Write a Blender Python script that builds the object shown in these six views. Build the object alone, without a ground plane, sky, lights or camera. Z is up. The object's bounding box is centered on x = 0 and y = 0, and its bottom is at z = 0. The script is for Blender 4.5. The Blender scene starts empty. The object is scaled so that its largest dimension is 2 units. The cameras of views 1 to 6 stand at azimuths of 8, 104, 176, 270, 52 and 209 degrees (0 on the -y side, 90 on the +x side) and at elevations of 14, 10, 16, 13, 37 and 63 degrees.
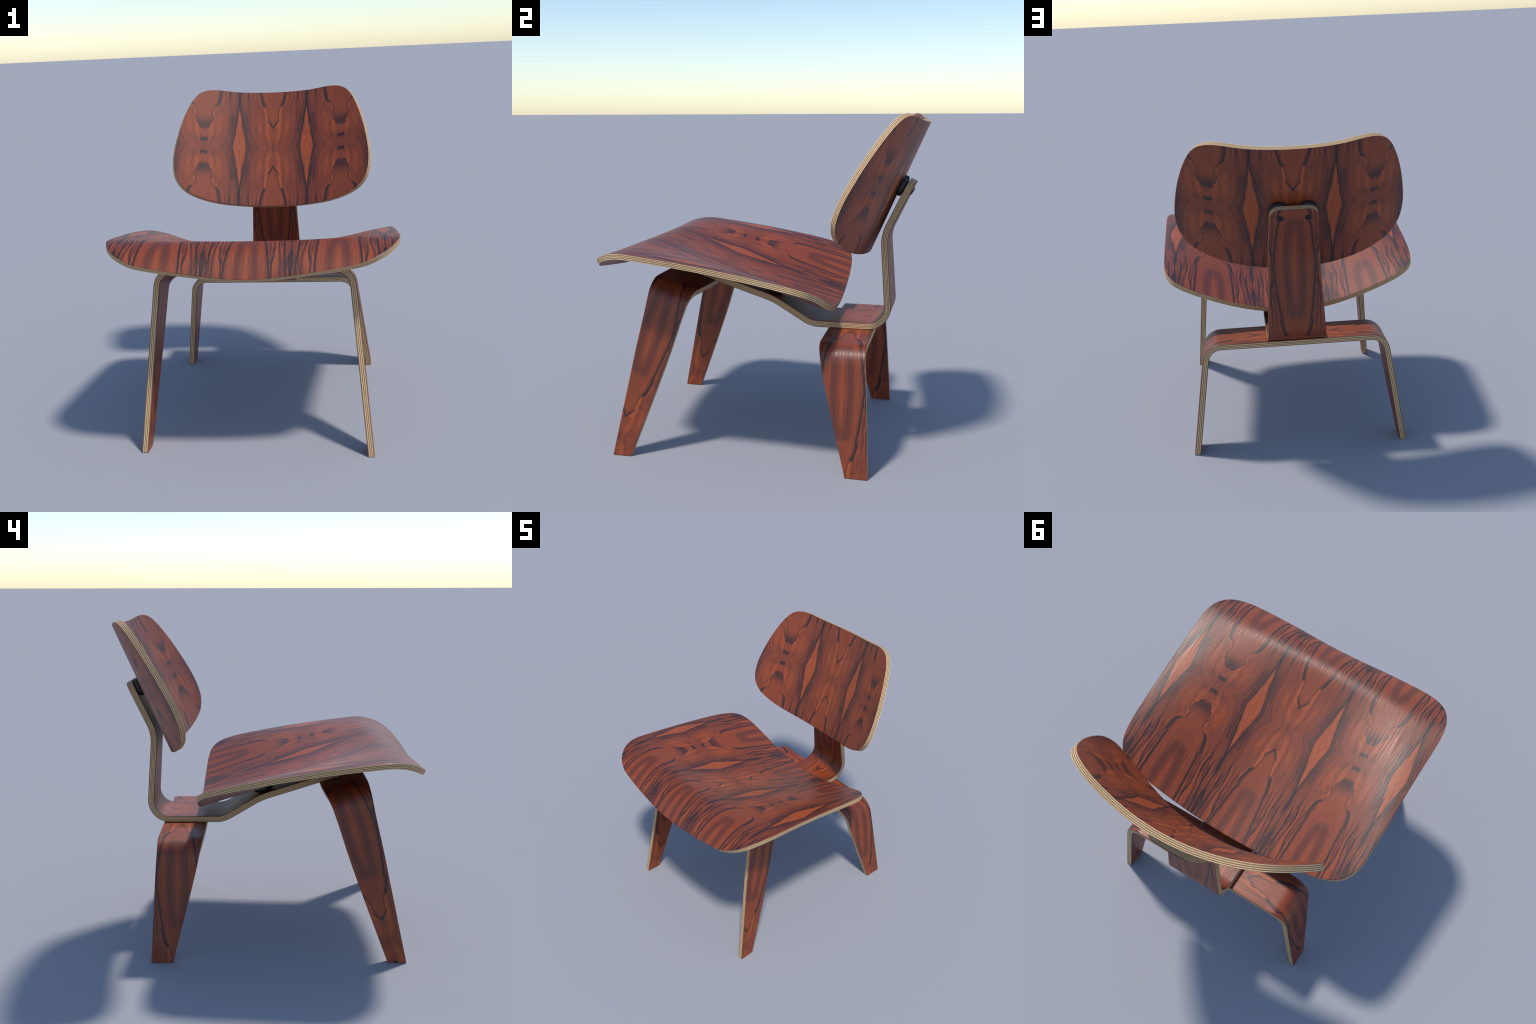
# Low bent-plywood lounge chair: moulded seat and backrest shells, a bent back
# support strip, two inverted-U leg frames, rubber shock mounts and screws.
import bpy, bmesh, math
import numpy as np
from mathutils import Vector

# ----------------------------------------------------------------------------
# small node-expression helper
# ----------------------------------------------------------------------------
class Ex:
    """A float socket inside a node tree, with arithmetic."""
    def __init__(s, nt, sock):
        s.nt, s.sock = nt, sock

    def _m(s, op, *a, clamp=False):
        n = s.nt.nodes.new("ShaderNodeMath")
        n.operation, n.use_clamp = op, clamp
        for i, x in enumerate((s,) + a):
            if isinstance(x, Ex):
                s.nt.links.new(x.sock, n.inputs[i])
            else:
                n.inputs[i].default_value = float(x)
        return Ex(s.nt, n.outputs[0])

    def __add__(s, o): return s._m("ADD", o)
    __radd__ = __add__
    def __sub__(s, o): return s._m("SUBTRACT", o)
    def __rsub__(s, o): return (s * -1.0) + o
    def __mul__(s, o): return s._m("MULTIPLY", o)
    __rmul__ = __mul__
    def __truediv__(s, o): return s._m("DIVIDE", o)
    def abs(s): return s._m("ABSOLUTE")
    def min(s, o): return s._m("MINIMUM", o)
    def max(s, o): return s._m("MAXIMUM", o)
    def pingpong(s, o): return s._m("PINGPONG", o)
    def pow(s, o): return s._m("POWER", o)
    def clamp(s): return s._m("ADD", 0.0, clamp=True)
    def bell(s, width):
        """Gaussian bump, 1 at zero."""
        q = s / width
        return (q * q * -1.0)._m("EXPONENT")

    def step(s, lo, hi):
        """Smooth 0->1 as the value goes from lo to hi (hi < lo gives 1->0)."""
        flip = hi < lo
        n = s.nt.nodes.new("ShaderNodeMapRange")
        n.interpolation_type = "SMOOTHSTEP"
        s.nt.links.new(s.sock, n.inputs["Value"])
        n.inputs["From Min"].default_value = min(lo, hi)
        n.inputs["From Max"].default_value = max(lo, hi)
        n.inputs["To Min"].default_value = 1.0 if flip else 0.0
        n.inputs["To Max"].default_value = 0.0 if flip else 1.0
        return Ex(s.nt, n.outputs["Result"])

    def curve(s, x0, x1, pts):
        """Smooth function through control points (x in metres, y in metres)."""
        n = s.nt.nodes.new("ShaderNodeFloatCurve")
        top = max(p[1] for p in pts) * 1.05
        t = (s - x0) / (x1 - x0)
        s.nt.links.new(t.sock, n.inputs["Value"])
        c = n.mapping.curves[0]
        q = [((x - x0) / (x1 - x0), y / top) for x, y in pts]
        c.points[0].location, c.points[1].location = q[0], q[-1]
        for p in q[1:-1]:
            c.points.new(*p)
        n.mapping.update()
        return Ex(s.nt, n.outputs[0]) * top


def noise(nt, x, y, detail=2.0, rough=0.5, seed=0.0):
    c = nt.nodes.new("ShaderNodeCombineXYZ")
    nt.links.new(x.sock, c.inputs[0])
    nt.links.new(y.sock, c.inputs[1])
    c.inputs[2].default_value = seed
    n = nt.nodes.new("ShaderNodeTexNoise")
    n.inputs["Scale"].default_value = 1.0
    n.inputs["Detail"].default_value = detail
    n.inputs["Roughness"].default_value = rough
    nt.links.new(c.outputs[0], n.inputs["Vector"])
    return Ex(nt, n.outputs[0])


def mix_colour(nt, f, a, b):
    n = nt.nodes.new("ShaderNodeMix")
    n.data_type = "RGBA"
    nt.links.new(f.sock, n.inputs[0])
    for i, c in ((6, a), (7, b)):
        if isinstance(c, tuple):
            n.inputs[i].default_value = (*c, 1.0)
        else:
            nt.links.new(c, n.inputs[i])
    return n.outputs[2]


# ----------------------------------------------------------------------------
# rosewood veneer figure: one half-leaf, bookmatched across u and end-matched
# along v (metres on the sheet; u across the grain, v along it)
# ----------------------------------------------------------------------------
LEAF_W, LEAF_L, EYE_D = 0.497, 0.75, 0.243


def veneer_group():
    g = bpy.data.node_groups.new("rosewood_figure", "ShaderNodeTree")
    for nm in ("U", "V"):
        g.interface.new_socket(nm, in_out="INPUT", socket_type="NodeSocketFloat")
    g.interface.new_socket("Color", in_out="OUTPUT", socket_type="NodeSocketColor")
    g.interface.new_socket("Grain", in_out="OUTPUT", socket_type="NodeSocketFloat")
    gi, go = g.nodes.new("NodeGroupInput"), g.nodes.new("NodeGroupOutput")
    U, V = Ex(g, gi.outputs[0]), Ex(g, gi.outputs[1])
    u, v = U.pingpong(LEAF_W), V.pingpong(LEAF_L)

    # gentle wandering of the grain; ragged terms for the torn blob edges
    wander = noise(g, u * 13, v * 4, 2, 0.5, 1.3) - 0.5
    ragged = noise(g, u * 62, v * 10, 3, 0.55, 5.1) - 0.5
    wavy = noise(g, u * 7, v * 17, 3, 0.55, 9.7) - 0.5

    d = (u - EYE_D).abs()                         # distance from the diamond column
    # flow lines around the diamond: straight by its edge, quickly turning
    # parallel to the grain further out
    away = (d + v * 0.12).step(0.045, 0.115)
    lean = v.min(0.37) * 0.150
    bend = (1.0 - (v * -11.5)._m("EXPONENT")) * 0.060
    c = d + lean + (bend - lean) * away + wander * 0.016 + wavy * 0.010
    a, b = u, LEAF_W - u                          # distance from flame / knot columns

    # streak noises that follow the flow
    s_fine = noise(g, c * 230, v * 7, 3, 0.6, 2.0)
    s_mid = noise(g, c * 95, v * 3.6 + wavy * 0.8, 3, 0.55, 3.0)
    s_big = noise(g, c * 40, v * 2.6 + wavy * 0.8, 2, 0.5, 4.0)

    pore = noise(g, u * 170, v * 14, 3, 0.6, 11.0)

    # --- flame blobs: half-width as a function of v; torn along the grain ---
    torn = v.step(0.27, 0.20)
    v1 = v + ragged * torn * 0.05
    v2 = v + ragged * torn * 0.15
    jag = wavy * 0.024
    r_flame = v1.curve(0.0, 0.75, [(0, 0), (0.130, 0.0), (0.150, 0.010), (0.175, 0.032), (0.195, 0.042), (0.225, 0.035), (0.265, 0.040), (0.30, 0.050), (0.335, 0.066), (0.42, 0.085), (0.55, 0.106), (0.75, 0.126)])
    r_knot = v2.curve(0.0, 0.75, [(0, 0), (0.124, 0.0), (0.136, 0.026), (0.160, 0.050), (0.190, 0.068), (0.215, 0.068), (0.250, 0.058), (0.285, 0.070), (0.33, 0.096), (0.42, 0.110), (0.55, 0.120), (0.75, 0.130)])
    e1 = a - r_flame + jag
    e2 = b - r_knot + jag
    past1, past2 = v1.step(0.130, 0.150), v2.step(0.122, 0.138)
    in1, in2 = e1.step(0.003, -0.003) * past1, e2.step(0.003, -0.003) * past2
    inside = in1.max(in2)
    fade_out = v.step(0.42, 0.33)
    line_var = 0.45 + s_big * 0.8
    outline = (e1.bell(0.0030) * past1).max(e2.bell(0.0030) * past2) * fade_out * line_var * 0.75
    tip1 = in1 * v.step(0.225, 0.165) * e1.step(-0.036, -0.004) * 0.72
    tip2 = in2 * v.step(0.255, 0.145) * (0.08 + pore * 0.95)
    tips = tip1.max(tip2).clamp()
    # dark smears hanging on the shoulders of the blobs: crisp outside, soft inside
    smear_v = (v + ragged * 0.05).step(0.285, 0.31) * v.step(0.50, 0.38)
    def smear_of(t, r):
        k = t - r - 0.010 + wavy * 0.018
        return k.step(0.012, 0.005) * k.step(-0.030, 0.006)
    smear = smear_of(a, r_flame).max(smear_of(b, r_knot)) * smear_v * (0.38 + pore * 0.85)
    # the smears run on as a single dark vein beside the arch
    swell = 0.006 + s_big * 0.010
    def flank_of(t, r):
        k = t - r + wavy * 0.016
        return k.step(0.009, 0.003) * (k / swell).step(-1.6, 0.2)
    flank = flank_of(a, r_flame).max(flank_of(b, r_knot)) * v.step(0.36, 0.44) * (0.50 + pore * 0.55)

    # --- long soft arch with a warm core beyond the blobs ---
    r_arch = v.curve(0.0, 0.75, [(0, 0), (0.395, 0.0), (0.425, 0.030), (0.47, 0.050), (0.56, 0.058), (0.75, 0.060)])
    r_core = v.curve(0.0, 0.75, [(0, 0), (0.44, 0.0), (0.52, 0.010), (0.60, 0.020), (0.75, 0.026)])
    far = v.step(0.395, 0.455)
    def arch(t):
        return (t - r_arch + wander * 0.02).step(0.016, -0.012) * (t - r_core + wander * 0.02).step(-0.022, 0.020) * far
    arches = arch(a).max(arch(b)) * (0.30 + s_big * 0.20)

    # --- diamond column ---
    near = v.step(0.44, 0.35)
    rim = (c - 0.0525).bell(0.0062) * near * (0.88 + v * 0.7)
    rim2 = (c - 0.069).bell(0.007) * s_big.step(0.25, 0.55) * near * 0.72
    hair = (c - 0.127 + wavy * 0.004).bell(0.0021) * near * s_big.step(0.2, 0.45) * 0.85
    hair2 = (c - 0.103).bell(0.0018) * near * s_mid.step(0.4, 0.6) * 0.6
    tail = (d + wander * 0.01).bell(0.011) * v.step(0.29, 0.345) * v.step(0.56, 0.42) * 0.95
    diamond = c.step(0.054, 0.047) * v.step(0.40, 0.33)

    # long dark veins filling the column beyond the diamond
    dd = d + wander * 0.030 + wavy * 0.004
    drift = noise(g, dd * 16, v * 3.2, 2, 0.5, 21.3) - 0.5
    comb = (dd * 215 + drift * 15 + wavy * 1.5)._m("SINE")
    patch = noise(g, dd * 30, v * 4.2 + 3.0, 2, 0.5, 18.8)
    beyond = v.step(0.26, 0.43) * d.step(0.150, 0.112)
    veins = (comb.step(-0.15, 0.75) * (0.32 + patch * 0.50)).max(comb.step(0.62, 0.98) * patch.step(0.34, 0.54) * 0.90).max(patch.step(0.50, 0.64) * 0.46) * beyond
    # soft dark bands flowing beside the diamond
    side = c.step(0.047, 0.056) * c.step(0.185, 0.085)
    bands = (s_mid.step(0.42, 0.62) * 0.50 + 0.16) * side
    bands2 = s_big.step(0.46, 0.66) * s_mid.step(0.33, 0.60) * 0.50 * (1.0 - diamond) * (1.0 - inside * 0.8)
    bands3 = s_mid.step(0.54, 0.72) * 0.38 * (1.0 - inside * 0.8)

    thread = noise(g, c * 62, v * 1.6 + wavy * 0.5, 2, 0.5, 31.0)
    threads = ((thread - 0.5).abs().step(0.020, 0.004)).max((thread - 0.60).abs().step(0.016, 0.003)).max((thread - 0.41).abs().step(0.016, 0.003))
    threads = threads * c.step(0.058, 0.075) * (1.0 - inside) * s_big.step(0.34, 0.60) * 0.42 * v.step(0.60, 0.40)

    # --- knot "eyes" and the small cross smudge ---
    rg = ragged * 0.02
    eye = (b + rg).step(0.036, 0.018) * ((v - 0.045 + ragged * 0.03).bell(0.016)) * (0.38 + pore * 0.80)
    eye_b = (b + rg).step(0.046, 0.026) * (v - 0.015 + ragged * 0.02).bell(0.006) * 0.25
    halo = (b.bell(0.045)) * v.bell(0.075) * 0.22
    smudge = (a + rg).bell(0.012) * v.bell(0.03) * 0.42

    # --- tone: brown ground to warm orange ---
    warm = 0.41 + (s_mid - 0.5) * 1.6 + (s_fine - 0.5) * 1.4 + (s_big - 0.5) * 0.6
    lens = noise(g, d * 190 + v * 4, v * 7 + wavy, 2, 0.5, 12.0)
    warm = warm + diamond * (0.30 + (lens - 0.5) * 2.2) + wander * 0.25
    glow = (e1.bell(0.026) * past1).max(e2.bell(0.028) * past2) * (1.0 - inside) * v.step(0.50, 0.38) * 0.55
    flame0 = (a - 0.02 - v * 0.35).bell(0.05) * v.step(0.02, 0.09) * v.step(0.24, 0.14) * 0.38
    flame1 = (b - 0.03 - v * 0.35).bell(0.06) * v.step(0.05, 0.10) * v.step(0.24, 0.14) * 0.34
    core = ((a.step(0.045, 0.0)).max(b.step(0.045, 0.0))) * v.step(0.48, 0.58) * 0.12
    plain = (s_mid - 0.5) * 0.7 * inside
    warm = (warm + glow + flame0 + flame1 + core - inside * 0.07 - plain + beyond * 0.26).clamp()

    dark = outline.max(tips).max(smear).max(rim).max(rim2).max(hair).max(hair2).max(tail)
    dark = dark.max(veins).max(bands).max(bands2).max(bands3).max(eye).max(eye_b).max(halo).max(smudge).max(arches).max(flank).max(threads)
    dark = (dark * (0.78 + s_fine * 0.44)).clamp()

    ground = mix_colour(g, warm, BROWN, ORANGE)
    mid = mix_colour(g, (dark * 1.7).clamp(), ground, PLUM)
    col = mix_colour(g, ((dark - 0.40) * 1.9).clamp(), mid, INK)
    g.links.new(col, go.inputs["Color"])
    pores = noise(g, u * 240, v * 3, 3, 0.65, 6.0).step(0.3, 0.7)
    g.links.new(pores.sock, go.inputs["Grain"])
    return g


BROWN = (0.145, 0.0275, 0.0115)
ORANGE = (0.400, 0.075, 0.0135)
PLUM = (0.070, 0.0165, 0.0125)
INK = (0.0145, 0.0095, 0.0100)


def veneer_material(name, uv):
    """uv(x, y, z) -> (U, V) expressions from object coordinates."""
    m = bpy.data.materials.new(name)
    m.use_nodes = True
    nt = m.node_tree
    bsdf = nt.nodes["Principled BSDF"]
    tc = nt.nodes.new("ShaderNodeTexCoord")
    sp = nt.nodes.new("ShaderNodeSeparateXYZ")
    nt.links.new(tc.outputs["Object"], sp.inputs[0])
    x, y, z = (Ex(nt, sp.outputs[i]) for i in range(3))
    U, V = uv(x, y, z)
    gr = nt.nodes.new("ShaderNodeGroup")
    gr.node_tree = FIGURE
    nt.links.new(U.sock, gr.inputs["U"])
    nt.links.new(V.sock, gr.inputs["V"])
    nt.links.new(gr.outputs["Color"], bsdf.inputs["Base Color"])
    grain = Ex(nt, gr.outputs["Grain"])
    rough = 0.35 + grain * 0.22
    nt.links.new(rough.sock, bsdf.inputs["Roughness"])
    bump = nt.nodes.new("ShaderNodeBump")
    bump.inputs["Strength"].default_value = 0.12
    bump.inputs["Distance"].default_value = 0.002
    nt.links.new(grain.sock, bump.inputs["Height"])
    nt.links.new(bump.outputs[0], bsdf.inputs["Normal"])
    bsdf.inputs["Specular IOR Level"].default_value = 0.5
    return m


def ply_material(name, colour, vary):
    m = bpy.data.materials.new(name)
    m.use_nodes = True
    nt = m.node_tree
    bsdf = nt.nodes["Principled BSDF"]
    tc = nt.nodes.new("ShaderNodeTexCoord")
    n = nt.nodes.new("ShaderNodeTexNoise")
    n.inputs["Scale"].default_value = 90
    n.inputs["Detail"].default_value = 3
    nt.links.new(tc.outputs["Object"], n.inputs["Vector"])
    f = Ex(nt, n.outputs[0]).step(0.3, 0.7)
    lo = tuple(k * (1 - vary) for k in colour)
    hi = tuple(k * (1 + vary) for k in colour)
    nt.links.new(mix_colour(nt, f, lo, hi), bsdf.inputs["Base Color"])
    bsdf.inputs["Roughness"].default_value = 0.6
    bsdf.inputs["Specular IOR Level"].default_value = 0.3
    return m


def plain_material(name, colour, rough, metallic=0.0):
    m = bpy.data.materials.new(name)
    m.use_nodes = True
    nt = m.node_tree
    bsdf = nt.nodes["Principled BSDF"]
    tc = nt.nodes.new("ShaderNodeTexCoord")
    n = nt.nodes.new("ShaderNodeTexNoise")
    n.inputs["Scale"].default_value = 60
    nt.links.new(tc.outputs["Object"], n.inputs["Vector"])
    f = Ex(nt, n.outputs[0])
    lo = tuple(k * 0.85 for k in colour)
    hi = tuple(k * 1.15 for k in colour)
    nt.links.new(mix_colour(nt, f, lo, hi), bsdf.inputs["Base Color"])
    bsdf.inputs["Roughness"].default_value = rough
    bsdf.inputs["Metallic"].default_value = metallic
    return m


FIGURE = veneer_group()

# ----------------------------------------------------------------------------
# plywood lay-ups: bands seen on the edge, as (thickness share, material slot)
# slot 0 = face veneer, 1 = pale ply, 2 = brown ply
# ----------------------------------------------------------------------------
def layup(pale, pale_share=0.42, brown_outside=True):
    seq = []
    for i in range(pale):
        seq += [2, 1]
    seq.append(2)
    if not brown_outside:
        seq = seq[1:-1]
    n1, n2 = seq.count(1), seq.count(2)
    w = {1: pale_share / n1, 2: (1 - pale_share) / max(n2, 1)}
    skin = 0.05
    bands = [(skin, 0)] + [(w[k] * (1 - 2 * skin), k) for k in seq] + [(skin, 0)]
    return bands


def band_levels(bands):
    t, lv = 0.0, [0.0]
    for s, _ in bands:
        t += s
        lv.append(t)
    return [x / t for x in lv]


def new_object(name, verts, faces, mats, slots, parent, sharp_pairs):
    me = bpy.data.meshes.new(name)
    me.from_pydata([tuple(map(float, p)) for p in verts], [], faces)
    for m in mats:
        me.materials.append(m)
    me.polygons.foreach_set("material_index", slots)
    me.polygons.foreach_set("use_smooth", [True] * len(faces))
    bm = bmesh.new()
    bm.from_mesh(me)
    bm.verts.ensure_lookup_table()
    for i, j in sharp_pairs:
        e = bm.edges.get((bm.verts[i], bm.verts[j]))
        if e:
            e.smooth = False
    bm.to_mesh(me)
    bm.free()
    me.validate()
    ob = bpy.data.objects.new(name, me)
    bpy.context.scene.collection.objects.link(ob)
    ob.parent = parent
    return ob


def sheet_solid(name, top, bottom, boundary, faces2d, wall, bands, mats, parent, corner_breaks=()):
    """Solid from two matching face grids plus a banded wall around the border.
    top/bottom: vertex lists; boundary: loop of indices; wall(k, i): point of the
    border at level k."""
    n = len(top)
    verts = list(top) + list(bottom)
    faces, slots, sharp = [], [], []
    for f in faces2d:
        faces.append(tuple(f)); slots.append(0)
        faces.append(tuple(n + i for i in reversed(f))); slots.append(0)
    K, M = len(bands), len(boundary)
    rows = [list(boundary)]
    for k in range(1, K):
        base = len(verts)
        verts += [wall(k, i) for i in range(M)]
        rows.append(list(range(base, base + M)))
    rows.append([n + i for i in boundary])
    for k in range(K):
        for i in range(M):
            j = (i + 1) % M
            faces.append((rows[k][j], rows[k][i], rows[k + 1][i], rows[k + 1][j]))
            slots.append(bands[k][1])
    for k in (0, 1, K - 1, K):
        for i in range(M):
            sharp.append((rows[k][i], rows[k][(i + 1) % M]))
    for i in corner_breaks:
        for k in range(K):
            sharp.append((rows[k][i], rows[k + 1][i]))
    return new_object(name, verts, faces, mats, slots, parent, sharp)


# ----------------------------------------------------------------------------
# curves
# ----------------------------------------------------------------------------
def catmull(pts, per=12, closed=True):
    p = np.array(pts, float)
    n = len(p)
    out = []
    for i in range(n if closed else n - 1):
        p0, p1, p2, p3 = (p[(i + k) % n] if closed else p[min(max(i + k, 0), n - 1)] for k in (-1, 0, 1, 2))
        d1, d2, d3 = (max(np.linalg.norm(q - r), 1e-6) ** 0.5 for q, r in ((p1, p0), (p2, p1), (p3, p2)))
        m1 = (p2 - p1) + d2 * ((p1 - p0) / d1 - (p2 - p0) / (d1 + d2))
        m2 = (p2 - p1) + d2 * ((p3 - p2) / d3 - (p3 - p1) / (d2 + d3))
        for t in np.linspace(0, 1, per, endpoint=False):
            h = t * t * (3 - 2 * t)
            out.append((1 - h) * p1 + h * p2 + (t ** 3 - 2 * t * t + t) * m1 + (t ** 3 - t * t) * m2)
    if not closed:
        out.append(p[-1])
    return np.array(out)


def resample(p, n):
    q = np.vstack([p, p[:1]])
    s = np.r_[0, np.cumsum(np.linalg.norm(np.diff(q, axis=0), axis=1))]
    t = np.linspace(0, s[-1], n, endpoint=False)
    return np.stack([np.interp(t, s, q[:, k]) for k in range(q.shape[1])], 1)


def mirrored_outline(half, per=10, n=320):
    """half: points from the mid-line at one end to the mid-line at the other, x >= 0."""
    h = [tuple(p) for p in half]
    loop = h + [(-x, y) for x, y in reversed(h[1:-1])]
    return resample(catmull(loop, per), n)


def filleted(points, step=0.012):
    """Polyline with rounded corners. points: (a, b, radius)."""
    out = [np.array(points[0][:2], float)]
    for i in range(1, len(points) - 1):
        p0, p1, p2 = (np.array(points[i + k][:2], float) for k in (-1, 0, 1))
        d0, d1 = (p0 - p1) / np.linalg.norm(p0 - p1), (p2 - p1) / np.linalg.norm(p2 - p1)
        ang = math.acos(np.clip(d0 @ d1, -1, 1))
        R = points[i][2]
        tl = R / math.tan(ang / 2)
        bis = (d0 + d1) / np.linalg.norm(d0 + d1)
        c = p1 + bis * R / math.sin(ang / 2)
        t0, t1 = p1 + d0 * tl - c, p1 + d1 * tl - c
        turn = math.pi - ang
        n = max(6, int(R * turn / step))
        for k in range(n + 1):
            f = k / n
            v = (math.sin((1 - f) * turn) * t0 + math.sin(f * turn) * t1) / math.sin(turn)
            out.append(c + v)
    out.append(np.array(points[-1][:2], float))
    # fill the straights
    dense = [out[0]]
    for p, q in zip(out[:-1], out[1:]):
        m = max(1, int(np.linalg.norm(q - p) / (step * 2)))
        for k in range(1, m + 1):
            dense.append(p + (q - p) * k / m)
    return np.array(dense)


# ----------------------------------------------------------------------------
# moulded shells
# ----------------------------------------------------------------------------
def shell(name, outline, centre, surf, thick, bands, mats, parent, rings=56, chamfer=0.0035):
    """surf(P Nx2) -> (points Nx3, unit normals Nx3). The normal side is the top."""
    M = len(outline)
    c = np.array(centre)
    rad = np.linalg.norm(outline - c, axis=1).mean()
    radii = [1 - chamfer / rad] + [1 - chamfer / rad - (1 - chamfer / rad) * (k / rings) for k in range(1, rings)]
    P = np.vstack([c + r * (outline - c) for r in radii] + [c[None]])
    S, N = surf(P)
    top, bottom = S, S - thick * N
    faces = []
    for k in range(rings - 1):
        for i in range(M):
            j = (i + 1) % M
            faces.append((k * M + i, k * M + j, (k + 1) * M + j, (k + 1) * M + i))
    last = (rings - 1) * M
    for i in range(M):
        faces.append((last + i, last + (i + 1) % M, rings * M))
    lv = band_levels(bands)
    SB, NB = surf(outline)
    # outline must run counter-clockwise seen from the normal side
    area = np.cross(top[faces[0][1]] - top[faces[0][0]], top[faces[0][2]] - top[faces[0][0]]) @ N[0]
    if area < 0:
        raise RuntimeError(name + ": outline runs the wrong way round")
    return sheet_solid(name, top, bottom, list(range(M)), faces, lambda k, i: SB[i] - lv[k] * thick * NB[i], bands, mats, parent)


def numeric_surface(f):
    def surf(P):
        h = 1e-4
        a = f(P)
        du = f(P + [h, 0]) - f(P - [h, 0])
        dv = f(P + [0, h]) - f(P - [0, h])
        n = np.cross(du, dv)
        return a, n / np.linalg.norm(n, axis=1)[:, None]
    return surf


# ----------------------------------------------------------------------------
# bent strips
# ----------------------------------------------------------------------------
def strip(name, path, span, frame, thick, bands, mats, parent, across=14, chamfer=0.003, finish=None):
    """path: N x 2 outer-face profile; span(i, s, total) -> (lo, hi) across;
    frame(a, b, w) -> xyz. Solid lies to the left of the path direction."""
    n = len(path)
    tan = np.gradient(path, axis=0)
    # exact-ish tangents
    for i in range(1, n - 1):
        t0, t1 = path[i] - path[i - 1], path[i + 1] - path[i]
        tan[i] = t0 / np.linalg.norm(t0) + t1 / np.linalg.norm(t1)
    tan /= np.linalg.norm(tan, axis=1)[:, None]
    nor = np.stack([-tan[:, 1], tan[:, 0]], 1)
    s = np.r_[0, np.cumsum(np.linalg.norm(np.diff(path, axis=0), axis=1))]

    def point(i, t, level, inset):
        lo, hi = span(s[i], s[-1])
        lo, hi = lo + inset, hi - inset
        q = path[i] + nor[i] * thick * level
        if i == 0:
            q = q + tan[0] * inset
        if i == n - 1:
            q = q - tan[-1] * inset
        p = np.array(frame(q[0], q[1], lo + (hi - lo) * t))
        if finish and i in (0, n - 1):
            p = finish(i, p, t)
        return p

    J = across
    top = [point(i, j / J, 0.0, chamfer) for i in range(n) for j in range(J + 1)]
    bot = [point(i, j / J, 1.0, chamfer) for i in range(n) for j in range(J + 1)]
    idx = lambda i, j: i * (J + 1) + j
    faces = [(idx(i, j), idx(i, j + 1), idx(i + 1, j + 1), idx(i + 1, j)) for i in range(n - 1) for j in range(J)]
    loop = [(0, j) for j in range(J)] + [(i, J) for i in range(n - 1)] + [(n - 1, j) for j in range(J, 0, -1)] + [(i, 0) for i in range(n - 1, 0, -1)]
    lv = band_levels(bands)
    # make faces point out of the top
    a, b, c = (np.array(top[k]) for k in faces[len(faces) // 2][:3])
    i_mid = (len(faces) // 2) // J
    up = np.array(frame(*(path[i_mid] - nor[i_mid] * 0.1), 0.0)) - np.array(frame(*path[i_mid], 0.0))
    if np.cross(b - a, c - a) @ up < 0:
        faces = [tuple(reversed(f)) for f in faces]
        loop = list(reversed(loop))
    corners = [loop.index(k) for k in ((0, 0), (0, J), (n - 1, 0), (n - 1, J))]
    return sheet_solid(name, top, bot, [idx(*q) for q in loop], faces,
                       lambda k, i: point(loop[i][0], loop[i][1] / J, lv[k], 0.0), bands, mats, parent, corners)


# ----------------------------------------------------------------------------
# the chair
# ----------------------------------------------------------------------------
chair = bpy.data.objects.new("lounge_chair", None)
chair.empty_display_size = 0.2
bpy.context.scene.collection.objects.link(chair)
chair["label"] = "low lounge chair of bent plywood with figured rosewood veneer"
chair["category"] = "chair"

PALE = ply_material("pale_ply", (0.70, 0.50, 0.265), 0.08)
TAN = ply_material("brown_ply", (0.25, 0.138, 0.072), 0.08)

# --- seat: saddle shell with a rolled front lip ------------------------------
SEAT_T = 0.034
ROLL_Y = -0.64


def seat_height(x, y):
    yc = np.maximum(y, -0.6)
    x2 = x * x
    base = 0.9774 - 0.3323 * yc + 0.0741 * yc ** 2 + x2 * (0.5107 + 0.1879 * yc - 0.7858 * yc ** 2) + x2 * x2 * (-0.378 + 0.0576 * yc + 0.8802 * yc ** 2)
    slope = -0.3323 + 0.1482 * -0.6 + x2 * (0.1879 + 1.5716 * 0.6) + x2 * x2 * (0.0576 - 1.7604 * 0.6)
    base = base + np.minimum(y + 0.6, 0) * slope
    t = ROLL_Y - y
    t = 0.5 * (t + np.sqrt(t * t + 0.0013))      # soft start of the front roll
    return base - 2.82 / (1 + 2.0 * x2) * t * t


def seat_point(P):
    return np.stack([P[:, 0], P[:, 1], seat_height(P[:, 0], P[:, 1])], 1)


seat_half = [(0, -0.945), (0.16, -0.943), (0.30, -0.938), (0.42, -0.931), (0.53, -0.921), (0.63, -0.906), (0.70, -0.876), (0.755, -0.834),
             (0.795, -0.775), (0.820, -0.70), (0.828, -0.62), (0.827, -0.50), (0.823, -0.35), (0.819, -0.15), (0.816, 0.0), (0.812, 0.12),
             (0.804, 0.225), (0.786, 0.30), (0.750, 0.355), (0.690, 0.389), (0.60, 0.406), (0.48, 0.413), (0.32, 0.416), (0.16, 0.416), (0, 0.416)]
seat_outline = mirrored_outline(seat_half) * [1.003, 1.001]


def seat_uv(x, y, z):
    t = (ROLL_Y - y).max(0.0)
    return x * (1.0 + x * x * 0.02), (y + 0.283) * 1.06 - t * t * t * 2.0


SEAT_VENEER = veneer_material("seat_veneer", seat_uv)
seat = shell("seat", seat_outline, (0, -0.25), numeric_surface(seat_point), SEAT_T, layup(4, 0.52, False), [SEAT_VENEER, PALE, TAN], chair, rings=64)

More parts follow.
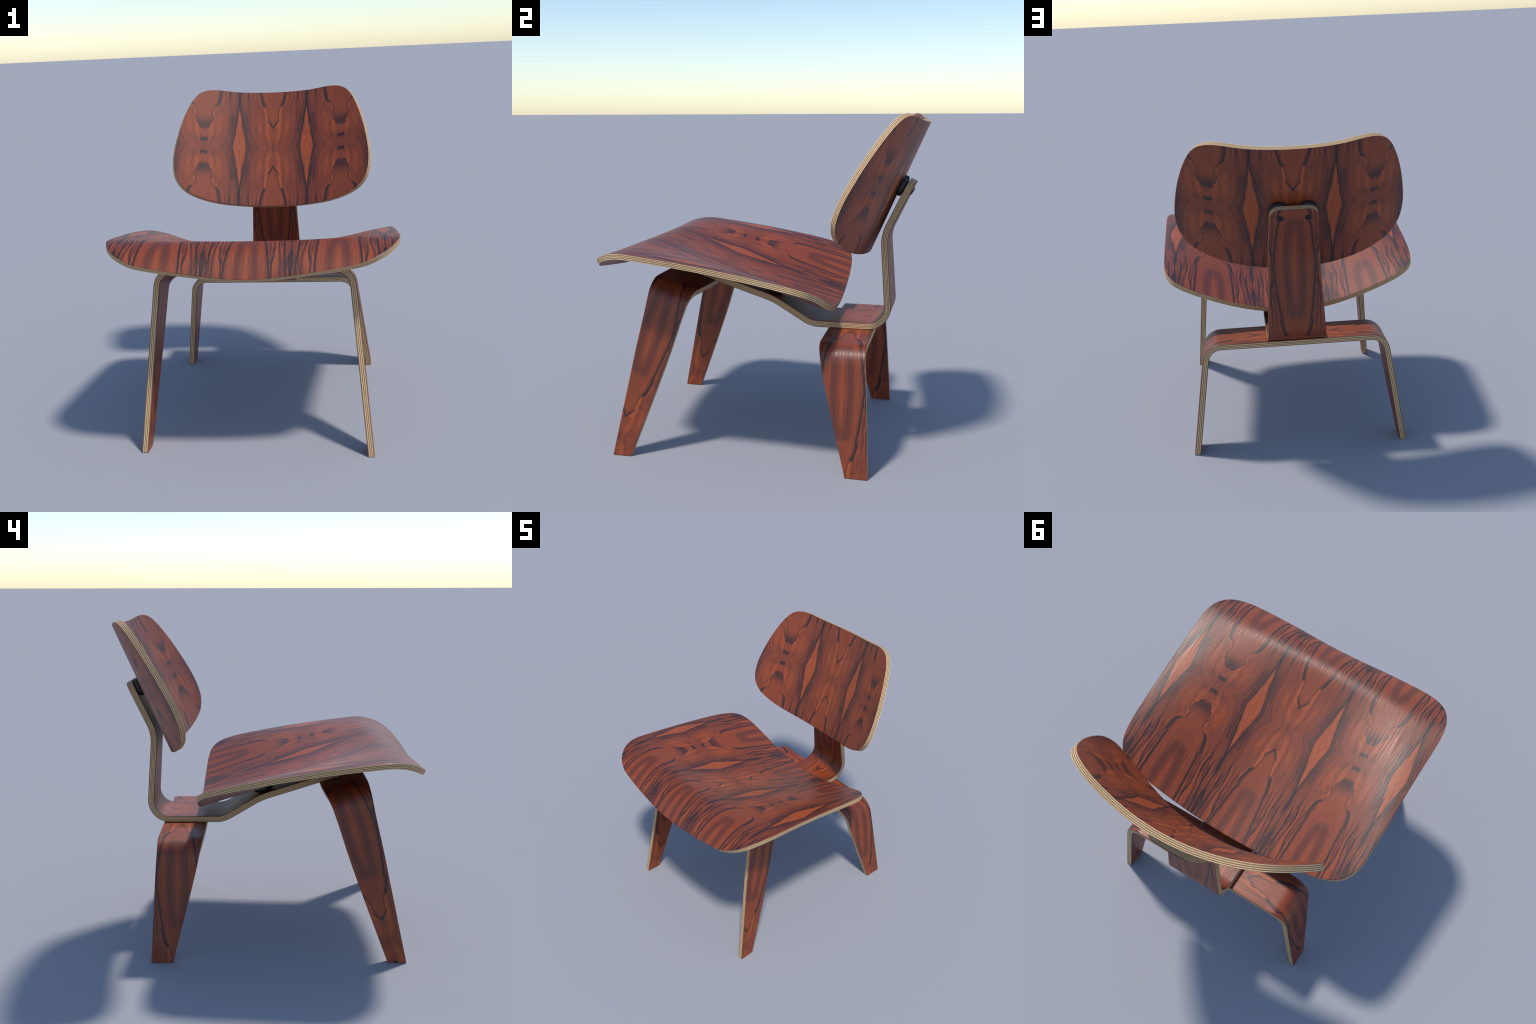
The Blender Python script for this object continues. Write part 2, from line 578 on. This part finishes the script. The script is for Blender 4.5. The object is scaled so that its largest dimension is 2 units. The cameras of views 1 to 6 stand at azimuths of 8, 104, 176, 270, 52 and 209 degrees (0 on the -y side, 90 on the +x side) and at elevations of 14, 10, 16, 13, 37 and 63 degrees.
# --- backrest: cylinder-curved shell, leaning back ---------------------------
LEAN = math.radians(23.5)
BACK_O = np.array([0.0, 0.739, 1.578])
BACK_UP = np.array([0.0, math.sin(LEAN), math.cos(LEAN)])
BACK_N = np.array([0.0, -math.cos(LEAN), math.sin(LEAN)])
BACK_T = 0.0365


def back_bow(x, s=0.0):
    return (0.44 - 0.05 * s) * x ** 2


def back_point(P):
    x, s = P[:, 0], P[:, 1]
    return BACK_O + x[:, None] * [1, 0, 0] + s[:, None] * BACK_UP + back_bow(x, s)[:, None] * BACK_N


back_half = [(0, 0.420), (0.14, 0.420), (0.26, 0.421), (0.36, 0.427), (0.42, 0.427), (0.470, 0.418), (0.515, 0.396), (0.556, 0.349), (0.600, 0.254),
             (0.635, 0.142), (0.660, 0.025), (0.675, -0.085), (0.675, -0.165), (0.661, -0.245), (0.634, -0.295), (0.588, -0.340),
             (0.503, -0.378), (0.39, -0.404), (0.26, -0.416), (0.13, -0.422), (0, -0.425)]
back_outline = mirrored_outline(back_half)[::-1] * [0.995, 1.0]


def back_uv(x, y, z):
    s = (y - float(BACK_O[1])) * float(BACK_UP[1]) + (z - float(BACK_O[2])) * float(BACK_UP[2])
    return x * (1.0 + x * x * 0.11), s - 0.008


BACK_VENEER = veneer_material("backrest_veneer", back_uv)
backrest = shell("backrest", back_outline, (0, 0.0), numeric_surface(back_point), BACK_T, layup(4, 0.50, False), [BACK_VENEER, PALE, TAN], chair, rings=52)

# --- back support: one bent strip from under the seat up to the backrest ------
SPINE_T = 0.0405
spine_path = filleted([(0.864, 1.597, 0), (0.7165, 1.286, 0.22), (0.757, 0.722, 0.14), (0.264, 0.722, 0.18), (0.027, 0.864, 0.40), (-0.60, 1.064, 0)])


def spine_span(s, total):
    h = 0.138 + (0.179 - 0.138) * min(1.0, s / 0.92)
    r = 0.055
    if s < r:
        h -= r - math.sqrt(max(r * r - (r - s) ** 2, 0.0))
    return -h, h


# extra rows near the rounded top end
head = spine_path[0] + (spine_path[1] - spine_path[0]) / np.linalg.norm(spine_path[1] - spine_path[0]) * (0.06 * (1 - np.cos(np.linspace(0, math.pi / 2, 16))))[:, None]
tail_rows = [p for p in spine_path if np.linalg.norm(p - spine_path[0]) > 0.064]
spine_path = np.vstack([head, tail_rows])


def spine_uv(x, y, z):
    m = y.step(0.55, 0.68)
    zz = 0.735 + (z - 0.735) * m
    return x, 0.75 + (1.22 - zz) + (0.70 - y).max(0.0) * 1.05


def spine_frame(a, b, w):
    # the upright is very slightly dished, its middle standing further back
    k = min(max((b - 1.05) / 0.25, 0.0), 1.0)
    dish = 0.007 * k * k * (3 - 2 * k) * (1 - (w / 0.15) ** 2)
    return (w, a + dish, b)


SPINE_VENEER = veneer_material("support_veneer", spine_uv)
spine = strip("back_support", spine_path[::-1], lambda s, t: spine_span(t - s, t), spine_frame, SPINE_T, layup(4, 0.40), [SPINE_VENEER, PALE, TAN], chair)

# --- leg frames: inverted U strips -------------------------------------------
LEG_T = 0.038


def leg_frame(name, origin, tilt, drop, x_bend, x_foot, edges, mats):
    """U profile in local x / z'. origin: middle of the crossbar's top face;
    edges(depth below the crossbar) -> (y' low, y' high)."""
    O = np.array(origin)
    yp = np.array([0, math.cos(tilt), -math.sin(tilt)])
    zp = np.array([0, math.sin(tilt), math.cos(tilt)])
    run = (x_foot - x_bend) / drop
    short = 0.05                       # the end row is slid down to the floor
    xf = x_foot - run * short
    prof = filleted([(xf, short - drop, 0), (x_bend, 0.0, 0.118), (-x_bend, 0.0, 0.118), (-xf, short - drop, 0)])
    # width follows the distance from the crossbar
    def span(s, total):
        m = min(s, total - s)          # distance from the nearer foot end
        depth = drop - short - m
        return edges(depth)
    e0, e1 = edges(drop - short - 0.02), edges(drop - short)
    grow = [(q - p) / 0.02 for p, q in zip(e0, e1)]      # edge drift per metre down the leg

    def finish(i, p, t):
        sx = 1 if i == 0 else -1
        d = np.array([sx * run, 0, 0]) - zp + (grow[0] * (1 - t) + grow[1] * t) * yp
        return p - d * (p[2] / d[2])
    ob = strip(name, prof, span, lambda a, b, w: O + a * np.array([1, 0, 0]) + b * zp + w * yp, LEG_T, layup(3, 0.43), mats, chair, finish=finish)
    return ob


def taper(knots):
    """(distance below the crossbar corner, low edge, high edge), smoothly joined."""
    k = catmull(knots, 10, closed=False)
    return lambda d: (float(np.interp(d, k[:, 0], k[:, 1])), float(np.interp(d, k[:, 0], k[:, 2])))


TILT = math.atan(0.319)
FRONT_O = (0.0, -0.463, 1.0195)
REAR_O = (0.0, 0.5115, 0.7215)
FYP, FZP = (math.cos(TILT), -math.sin(TILT)), (math.sin(TILT), math.cos(TILT))


def front_uv(x, y, z):
    yy, zz = y - FRONT_O[1], z - FRONT_O[2]
    other = x.step(-0.01, 0.01)      # the two legs are cut from shifted places of the leaf
    return yy * FYP[0] + zz * FYP[1] - 0.02 + other * 0.06, yy * FZP[0] + zz * FZP[1] - x.abs() + 1.585 + other * 0.045


def rear_uv(x, y, z):
    return y - 0.525, z - x.abs() + 0.872


FRONT_VENEER = veneer_material("leg_veneer", front_uv)
REAR_VENEER = veneer_material("leg_veneer", rear_uv)
leg_frame("leg_frame", FRONT_O, TILT, 1.07, 0.579, 0.677,
          taper([(-0.70, -0.142, 0.134), (-0.35, -0.142, 0.131), (-0.10, -0.142, 0.118), (0.0, -0.140, 0.109), (0.05, -0.136, 0.1045), (0.10, -0.131, 0.1025), (0.18, -0.123, 0.100), (0.38, -0.108, 0.098), (0.60, -0.087, 0.089), (1.07, -0.042, 0.064)]),
          [FRONT_VENEER, PALE, TAN])
leg_frame("leg_frame", REAR_O, 0.0, 0.7215, 0.571, 0.677,
          taper([(-0.70, -0.1345, 0.1345), (-0.10, -0.1335, 0.1345), (0.0, -0.128, 0.1345), (0.06, -0.117, 0.1355), (0.15, -0.100, 0.1420), (0.7215, 0.044, 0.173)]),
          [REAR_VENEER, PALE, TAN])

# --- rubber shock mounts and screws ------------------------------------------
RUBBER = plain_material("black_rubber", (0.012, 0.012, 0.013), 0.55)
STEEL = plain_material("blackened_steel", (0.02, 0.021, 0.023), 0.4, 0.6)


def turned(name, profile, mat, parent, seg=40):
    """Solid of revolution about local z. profile: (radius, height) list."""
    bm = bmesh.new()
    rings = []
    for r, h in profile:
        if r <= 1e-6:
            rings.append([bm.verts.new((0, 0, h))])
        else:
            rings.append([bm.verts.new((r * math.cos(2 * math.pi * k / seg), r * math.sin(2 * math.pi * k / seg), h)) for k in range(seg)])
    for A, B in zip(rings[:-1], rings[1:]):
        for k in range(seg):
            j = (k + 1) % seg
            if len(A) == 1:
                bm.faces.new((A[0], B[k], B[j]))
            elif len(B) == 1:
                bm.faces.new((A[k], B[0], A[j]))
            else:
                bm.faces.new((A[k], B[k], B[j], A[j]))
    bmesh.ops.recalc_face_normals(bm, faces=bm.faces)
    me = bpy.data.meshes.new(name)
    bm.to_mesh(me)
    bm.free()
    for p in me.polygons:
        p.use_smooth = True
    me.materials.append(mat)
    return me


def put(name, me, loc, axis, parent, scale=(1, 1, 1), spin=0.0):
    ob = bpy.data.objects.new(name, me)
    bpy.context.scene.collection.objects.link(ob)
    q = Vector(axis).normalized().to_track_quat("Z", "Y")
    ob.rotation_mode = "QUATERNION"
    from mathutils import Quaternion
    ob.rotation_quaternion = q @ Quaternion((0, 0, 1), spin)
    ob.location = loc
    ob.scale = scale
    ob.parent = parent
    return ob


mount_mesh = turned("shock_mount", [(0, 0), (0.053, 0), (0.0565, 0.002), (0.0565, 0.022), (0.054, 0.028), (0.048, 0.0325), (0, 0.034)], RUBBER, chair)
# between backrest and support
for sx in (1, -1):
    x = 0.085 * sx
    p = BACK_O - BACK_T * BACK_N + BACK_UP * 0.016 + np.array([x, 0, 0]) + BACK_N * (back_bow(0.088) + 0.004)
    put("shock_mount", mount_mesh, tuple(p), tuple(-BACK_N), chair)
# between seat shell and support
sh = lambda x, y: float(seat_height(np.array([x]), np.array([y]))[0])
for y, grow in ((0.035, 0.9), (-0.47, 1.7)):
    for sx in (1, -1):
        x = 0.088 * sx
        n = np.array([0, -(sh(x, y + 0.01) - sh(x, y - 0.01)) / 0.02, 1.0])
        n /= np.linalg.norm(n)
        p = np.array([x, y, sh(x, y)]) - n * (SEAT_T - 0.004)
        put("shock_mount", mount_mesh, tuple(p), tuple(-n), chair, (1, 1, grow))


# cross-recess screw heads on the support, behind the backrest
def screw_mesh():
    me = turned("screw", [(0, 0.006), (0.008, 0.0057), (0.0145, 0.0035), (0.017, 0.0012), (0.0172, -0.002), (0, -0.002)], STEEL, chair, 32)
    return me


up_dir = np.array([0.0, 0.864 - 0.7165, 1.597 - 1.286])
up_dir /= np.linalg.norm(up_dir)
out_dir = np.array([0.0, up_dir[2], -up_dir[1]])
smesh = screw_mesh()
slot_me = bpy.data.meshes.new("screw_recess")
bm = bmesh.new()
for sx, sy in ((0.0085, 0.0019), (0.0019, 0.0085)):
    r = bmesh.ops.create_cube(bm, size=1.0)
    bmesh.ops.scale(bm, vec=(2 * sx, 2 * sy, 0.003), verts=r["verts"])
    bmesh.ops.translate(bm, vec=(0, 0, 0.0049 if sx > sy else 0.0050), verts=r["verts"])
bm.to_mesh(slot_me)
bm.free()
slot_me.materials.append(plain_material("recess_black", (0.003, 0.003, 0.003), 0.8))
for sx in (1, -1):
    base = np.array([0.078 * sx, 0.864 + 0.005, 1.597]) - up_dir * 0.060 + out_dir * 0.0012
    sc = put("screw", smesh, tuple(base), tuple(out_dir), chair)
    rc = put("screw_recess", slot_me, (0, 0, 0), (0, 0, 1), sc)
    rc.location = (0, 0, 0)
    rc.rotation_quaternion = (1, 0, 0, 0)

# screws holding the leg frames to the support, seen from below
for O, tilt in ((FRONT_O, TILT), (REAR_O, 0.0)):
    zp = np.array([0, math.sin(tilt), math.cos(tilt)])
    for sx in (1, -1):
        p = np.array(O) - zp * (LEG_T + 0.0005) + np.array([0.078 * sx, 0, 0])
        sc = put("screw", smesh, tuple(p), tuple(-zp), chair)
        rc = put("screw_recess", slot_me, (0, 0, 0), (0, 0, 1), sc)
        rc.location = (0, 0, 0)
        rc.rotation_quaternion = (1, 0, 0, 0)

bpy.context.view_layer.update()
